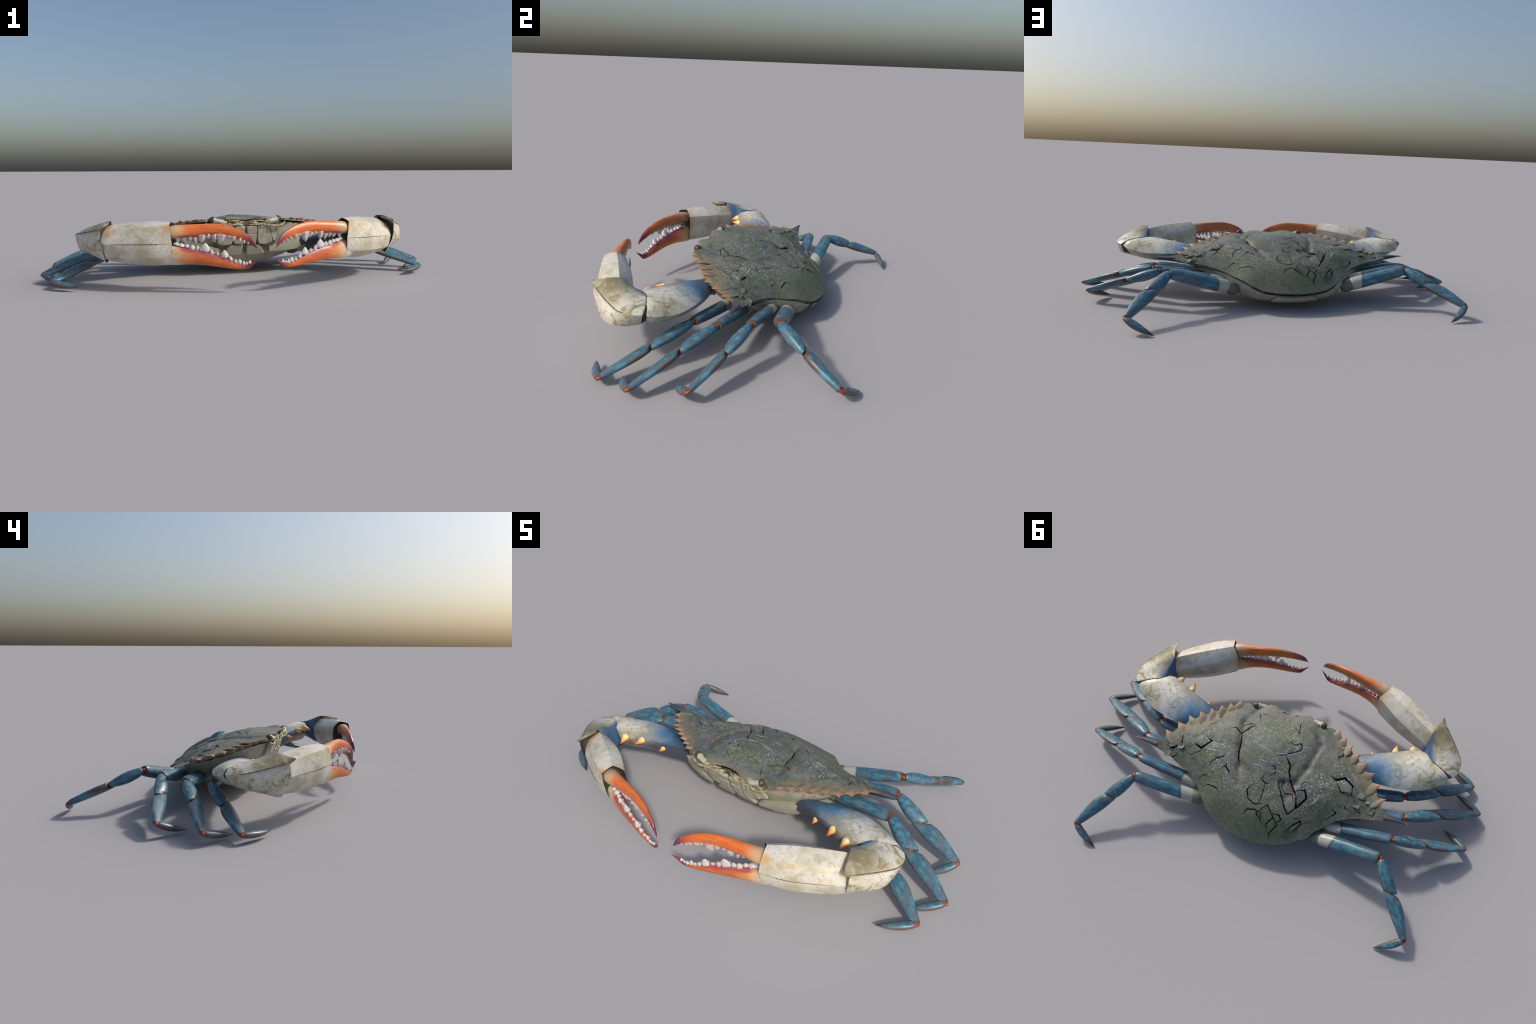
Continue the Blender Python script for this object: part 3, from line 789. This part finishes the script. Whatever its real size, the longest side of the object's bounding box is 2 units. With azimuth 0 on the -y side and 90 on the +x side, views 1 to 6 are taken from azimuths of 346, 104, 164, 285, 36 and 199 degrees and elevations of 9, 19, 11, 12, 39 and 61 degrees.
# teeth of the claw: u, z of base, u, z of tip, half width
UP = [(.023, .257, .024, .225, .013), (.052, .253, .054, .227, .012), (.078, .253, .078, .23, .010), (.099, .249, .105, .221, .0085), (.131, .26, .127, .223, .014), (.156, .26, .166, .242, .0105), (.183, .26, .19, .236, .011),
      (.217, .262, .208, .219, .018), (.247, .255, .247, .244, .0085), (.267, .253, .268, .232, .012), (.295, .242, .302, .233, .0085), (.313, .234, .317, .223, .0075), (.332, .227, .333, .219, .0055)]
LO = [(.018, .222, .020, .232, .012), (.041, .217, .043, .226, .014), (.065, .212, .067, .224, .010), (.089, .203, .089, .222, .012), (.112, .199, .113, .218, .0095), (.143, .194, .148, .229, .0205), (.172, .182, .175, .204, .0095), (.199, .178, .2, .193, .007),
      (.229, .168, .230, .198, .0185), (.257, .155, .252, .173, .0095), (.277, .146, .278, .159, .0075), (.295, .140, .295, .158, .009), (.313, .136, .313, .150, .0075), (.326, .137, .326, .147, .006), (.339, .141, .340, .152, .007)]
tooth = cone('claw_tooth', M['claw_tooth'], [(0, .85, .85), (.15, 1, 1), (.5, .84, .80), (.82, .42, .38), (1, .12, .12)], 5)
for rows, par in ((UP, (fing_a, fing_b)), (LO, (claw_a, claw_b))):
    for u0, z0, u1, z1, hw in rows:
        w = rng.uniform(-.002, .002) + (-.006 if rows is UP else .014) * math.sin(math.pi * u0 / .36)
        p, q = Vector(fp(u0, z0, w)), Vector(fp(u1, z1, w * 1.5))
        d = (q - p).normalized(); p = p - d * .004
        m, L = frame(p, q, U)
        both('claw_tooth', tooth, par, m @ Matrix.Diagonal((hw * rng.uniform(1.1, 1.4), min(hw * 1.1, .015), L, 1)))

# wrist: ring order  outer ridge, top, inner-top, inner-bottom, keel, outer-lower
CW = [[(.794, -.160, .238), (.765, -.164, .256), (.690, -.204, .270), (.655, -.232, .212), (.720, -.195, .185), (.780, -.172, .198)],
      [(.820, -.205, .243), (.780, -.208, .263), (.668, -.236, .273), (.648, -.247, .195), (.715, -.255, .162), (.798, -.235, .184)],
      [(.818, -.262, .251), (.765, -.258, .279), (.667, -.270, .284), (.648, -.285, .168), (.700, -.300, .144), (.803, -.296, .182)],
      [(.780, -.325, .263), (.722, -.325, .298), (.657, -.306, .302), (.646, -.303, .156), (.690, -.342, .133), (.776, -.352, .188)],
      [(.738, -.380, .275), (.694, -.372, .309), (.657, -.326, .312), (.648, -.312, .157), (.687, -.370, .129), (.736, -.393, .198)],
      [(.706, -.421, .285), (.684, -.405, .307), (.660, -.340, .3135), (.649, -.316, .160), (.685, -.381, .129), (.701, -.424, .205)]]
R = [split_ring(r, 3) for r in catmull([np.array(r) for r in CW], 4)]
c1 = np.mean(R[0], 0)
R[0] = [tuple(c1 + (np.array(p) - c1) * .84) for p in R[0]]
end = R[-1]
ce = np.mean(end, 0)
R.append([tuple(ce + (np.array(p) - ce) * .86 + np.array((.012, .012, 0))) for p in end])
V, F = loft(R)
nn = len(R[0]); fm = [0] * len(F)
for i in range(nn):
    fm[(len(R) - 2) * nn + i] = 1
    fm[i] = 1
fm[-1] = 1; fm[-2] = 1
wrist_a, wrist_b = both('claw_wrist', mesh('claw_wrist', V, F, [M['wrist'], M['dark']], fm, angle=38), (claw_a, claw_b))
# the flat spike that overhangs the palm
SK = [[(.722, -.400, .283), (.690, -.385, .307), (.664, -.350, .3125), (.667, -.352, .302), (.692, -.388, .290), (.716, -.402, .272)],
      [(.708, -.418, .287), (.689, -.408, .305), (.672, -.385, .309), (.674, -.387, .301), (.690, -.410, .291), (.704, -.420, .277)],
      [(.699, -.434, .294), (.691, -.430, .302), (.684, -.420, .304), (.685, -.421, .299), (.691, -.431, .293), (.697, -.435, .288)],
      [(.693, -.444, .299), (.692, -.443, .300), (.690, -.441, .300), (.690, -.441, .299), (.692, -.443, .298), (.693, -.444, .298)]]
V, F = loft([split_ring(r, 2) for r in catmull([np.array(r) for r in SK], 3)])
both('wrist_spike', mesh('wrist_spike', V, F, [M['wrist']], angle=40), (wrist_a, wrist_b))

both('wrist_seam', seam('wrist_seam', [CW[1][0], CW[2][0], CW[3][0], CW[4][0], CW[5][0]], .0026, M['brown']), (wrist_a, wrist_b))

# arm: ring order front_top, top, back_top, back, low_back, low_front, front
AR = [[(.300, -.135, .198), (.320, -.112, .212), (.345, -.082, .205), (.358, -.065, .185), (.350, -.072, .155), (.315, -.112, .145), (.298, -.138, .168)],
      [(.390, -.166, .222), (.420, -.120, .234), (.453, -.075, .224), (.468, -.048, .203), (.450, -.065, .162), (.402, -.140, .150), (.386, -.170, .188)],
      [(.494, -.201, .243), (.535, -.140, .252), (.566, -.080, .233), (.582, -.046, .210), (.560, -.078, .166), (.512, -.170, .160), (.489, -.203, .205)],
      [(.575, -.233, .256), (.622, -.178, .264), (.674, -.108, .243), (.692, -.080, .209), (.664, -.120, .168), (.606, -.208, .160), (.572, -.240, .210)],
      [(.618, -.245, .263), (.678, -.195, .269), (.745, -.145, .254), (.766, -.133, .222), (.735, -.165, .182), (.660, -.226, .163), (.615, -.253, .213)],
      [(.652, -.246, .262), (.708, -.205, .266), (.768, -.168, .255), (.790, -.161, .233), (.755, -.180, .192), (.675, -.228, .170), (.635, -.250, .213)]]
R = [split_ring(r, 3) for r in catmull([np.array(r) for r in AR], 4)]
V, F = loft(R)
nn = len(R[0]); fm = [0] * len(F); fm[-1] = 1
arm_a, arm_b = both('claw_arm', mesh('claw_arm', V, F, [M['arm'], M['dark']], fm, angle=42), (claw_a, claw_b))
V, F = loft([split_ring(r, 3) for r in ([(.130, -.175, .142), (.145, -.130, .150), (.145, -.12, .125), (.135, -.168, .122)],
                                         [(.21, -.168, .168), (.22, -.11, .17), (.22, -.10, .125), (.21, -.158, .122)],
                                         [(.285, -.150, .185), (.305, -.08, .19), (.305, -.065, .135), (.290, -.136, .128)],
                                         [(.315, -.140, .195), (.335, -.07, .20), (.335, -.065, .150), (.320, -.125, .140)])])
both('claw_base', mesh('claw_base', V, F, [M['mouth']], angle=40), (claw_a, claw_b))
aspine = cone('arm_spine', M['arm_spine'], [(0, .25, .25), (.08, .75, .75), (.2, 1, 1), (.4, .86, .86), (.7, .45, .45), (1, .03, .03)], 10, 0.1)
for b, t, r in (((.423, -.165, .207), (.422, -.207, .205), .0135), ((.522, -.200, .235), (.520, -.262, .239), .0165), ((.600, -.232, .247), (.590, -.289, .229), .018)):
    m, L = frame(b, t, (0, 0, 1))
    both('arm_spine', aspine, (arm_a, arm_b), m @ Matrix.Diagonal((r, r, L, 1)))

# ------------------------------------------------------------------ walking legs
def segment(name, mats, prof, seg=14, skew0=0.0, skew1=0.0, bend=0.0):
    """prof: t, half width (x), half thickness (y), centre offset x"""
    S = catmull([np.array(p) for p in prof], 3); R = []
    n = len(S)
    for i, (t, w, h, ox) in enumerate(S):
        ring = []
        f = i / (n - 1)
        for k in range(seg):
            a = 2 * math.pi * k / seg
            c, s = math.cos(a), math.sin(a)
            x = ox + w * (abs(c) ** .9) * (1 if c > 0 else -1)
            y = h * (abs(s) ** .8) * (1 if s > 0 else -1)
            ring.append((x, y, t + (skew0 * (1 - f) ** 3 + skew1 * f ** 3) * x))
        R.append(ring)
    V, F = loft(R)
    return mesh(name, V, F, mats, angle=50)

upper = segment('leg', [M['leg']], [(0, .026, .023, 0), (.05, .031, .025, 0), (.3, .033, .024, 0), (.7, .031, .022, 0), (.93, .029, .019, 0), (1, .023, .015, 0)])
knee = segment('leg_knee', [M['leg_plain']], [(0, .015, .011, 0), (.06, .020, .015, 0), (.3, .028, .020, 0), (.6, .0325, .021, 0), (.9, .032, .016, 0), (1, .028, .012, 0)], skew1=-5.0)
blade = segment('leg_blade', [M['leg_blade']], [(0, .027, .010, 0), (.08, .031, .0120, 0), (.3, .0345, .0135, -.002), (.6, .029, .0125, -.002), (.9, .019, .0105, 0), (1, .015, .009, 0)], skew0=-5.5)
foot = segment('leg_claw', [M['leg_claw']], [(0, .011, .009, 0), (.1, .015, .0125, -.002), (.35, .0175, .014, -.004), (.65, .0135, .0105, -.003), (.88, .0055, .005, .001), (1, .0006, .0006, .003)])
joint_red = cone('joint_membrane', M['red'], [(0, .8, .8), (.3, 1, 1), (.7, 1, 1), (1, .8, .8)], 10)
joint_end = cone('joint_membrane', M['red_dark'], [(0, .8, .8), (.3, 1, 1), (.7, 1, 1), (1, .8, .8)], 10)
joint_brown = cone('joint_membrane', M['brown'], [(0, .8, .8), (.3, 1, 1), (.7, 1, 1), (1, .8, .8)], 10)
coxa_me = cone('coxa', M['coxa'], [(0, .55, .55), (.2, .9, .9), (.5, 1, 1), (.8, .85, .85), (1, .5, .5)], 14)

LEGS = [  # base, merus-carpus, carpus-propodus, propodus end, tip, width scale
    [(.330, .005, .116), (.625, -.048, .152), (.756, -.153, .100), (.935, -.284, .035), (.808, -.370, .021), 1.0],
    [(.325, .098, .114), (.648, .058, .158), (.781, -.028, .114), (.987, -.142, .046), (.868, -.229, .013), 1.0],
    [(.320, .195, .116), (.623, .187, .172), (.752, .137, .118), (.954, .066, .057), (.856, -.022, .006), 1.0],
    [(.315, .264, .106), (.593, .296, .184), (.676, .407, .131), (.789, .565, .060), (.680, .629, .001), 0.98]]
def sc(m, w, L):
    return m @ Matrix.Diagonal((w, w, L, 1))
for base, mc, cp, pe, tip, w in LEGS:
    B, K, C, E, T = (Vector(v) for v in (base, mc, cp, pe, tip))
    nrm = (E - C).cross(T - E).normalized()          # bending plane of the lower leg
    def wide(p, q):
        return nrm.cross((q - p).normalized())
    g = .010
    def seg_between(p, q, a, b):
        d = (q - p).normalized(); return p + d * a, q - d * b
    p, q = seg_between(B, K, 0, .004); m, L = frame(p, q, wide(p, q))
    deep = 1.3 if base[1] > .25 else 1.0
    leg_a, leg_b = both('leg', upper, (root, root), m @ Matrix.Diagonal((w, w * deep, L, 1)))
    p, q = seg_between(K, C, .003, .002); m, L = frame(p, q, wide(p, q))
    wk, hk = (.92, 1.2) if deep > 1 else (1.0, 1.0)
    both('leg_knee', knee, (leg_a, leg_b), m @ Matrix.Diagonal((wk, hk, L, 1)))
    p, q = seg_between(C, E, .002, .002); m, L = frame(p, q, wide(p, q))
    both('leg_blade', blade, (leg_a, leg_b), m @ Matrix.Diagonal((wk, hk * 1.15 if deep > 1 else 1.0, L, 1)))
    p, q = seg_between(E, T, .001, 0); m, L = frame(p, q, wide(p, q))
    both('leg_claw', foot, (leg_a, leg_b), sc(m, w, L))
    for at, d, r, me_, ln in ((K, C - B, .0138 * w, joint_red, .014), (C, E - K, .0165 * w, joint_brown, .022), (E, T - C, .0110 * w, joint_end, .020)):
        d = d.normalized(); m, L = frame(at - d * ln / 2, at + d * ln / 2, wide(at, at + d))
        both('joint_membrane', me_, (leg_a, leg_b), m @ Matrix.Diagonal((r, r * .72, L, 1)))
    d = (K - B).normalized()
    m, L = frame(B - d * .055, B + d * .022, wide(B, K))
    both('coxa', coxa_me, (leg_a, leg_b), m @ Matrix.Diagonal((.034, .034, L, 1)))
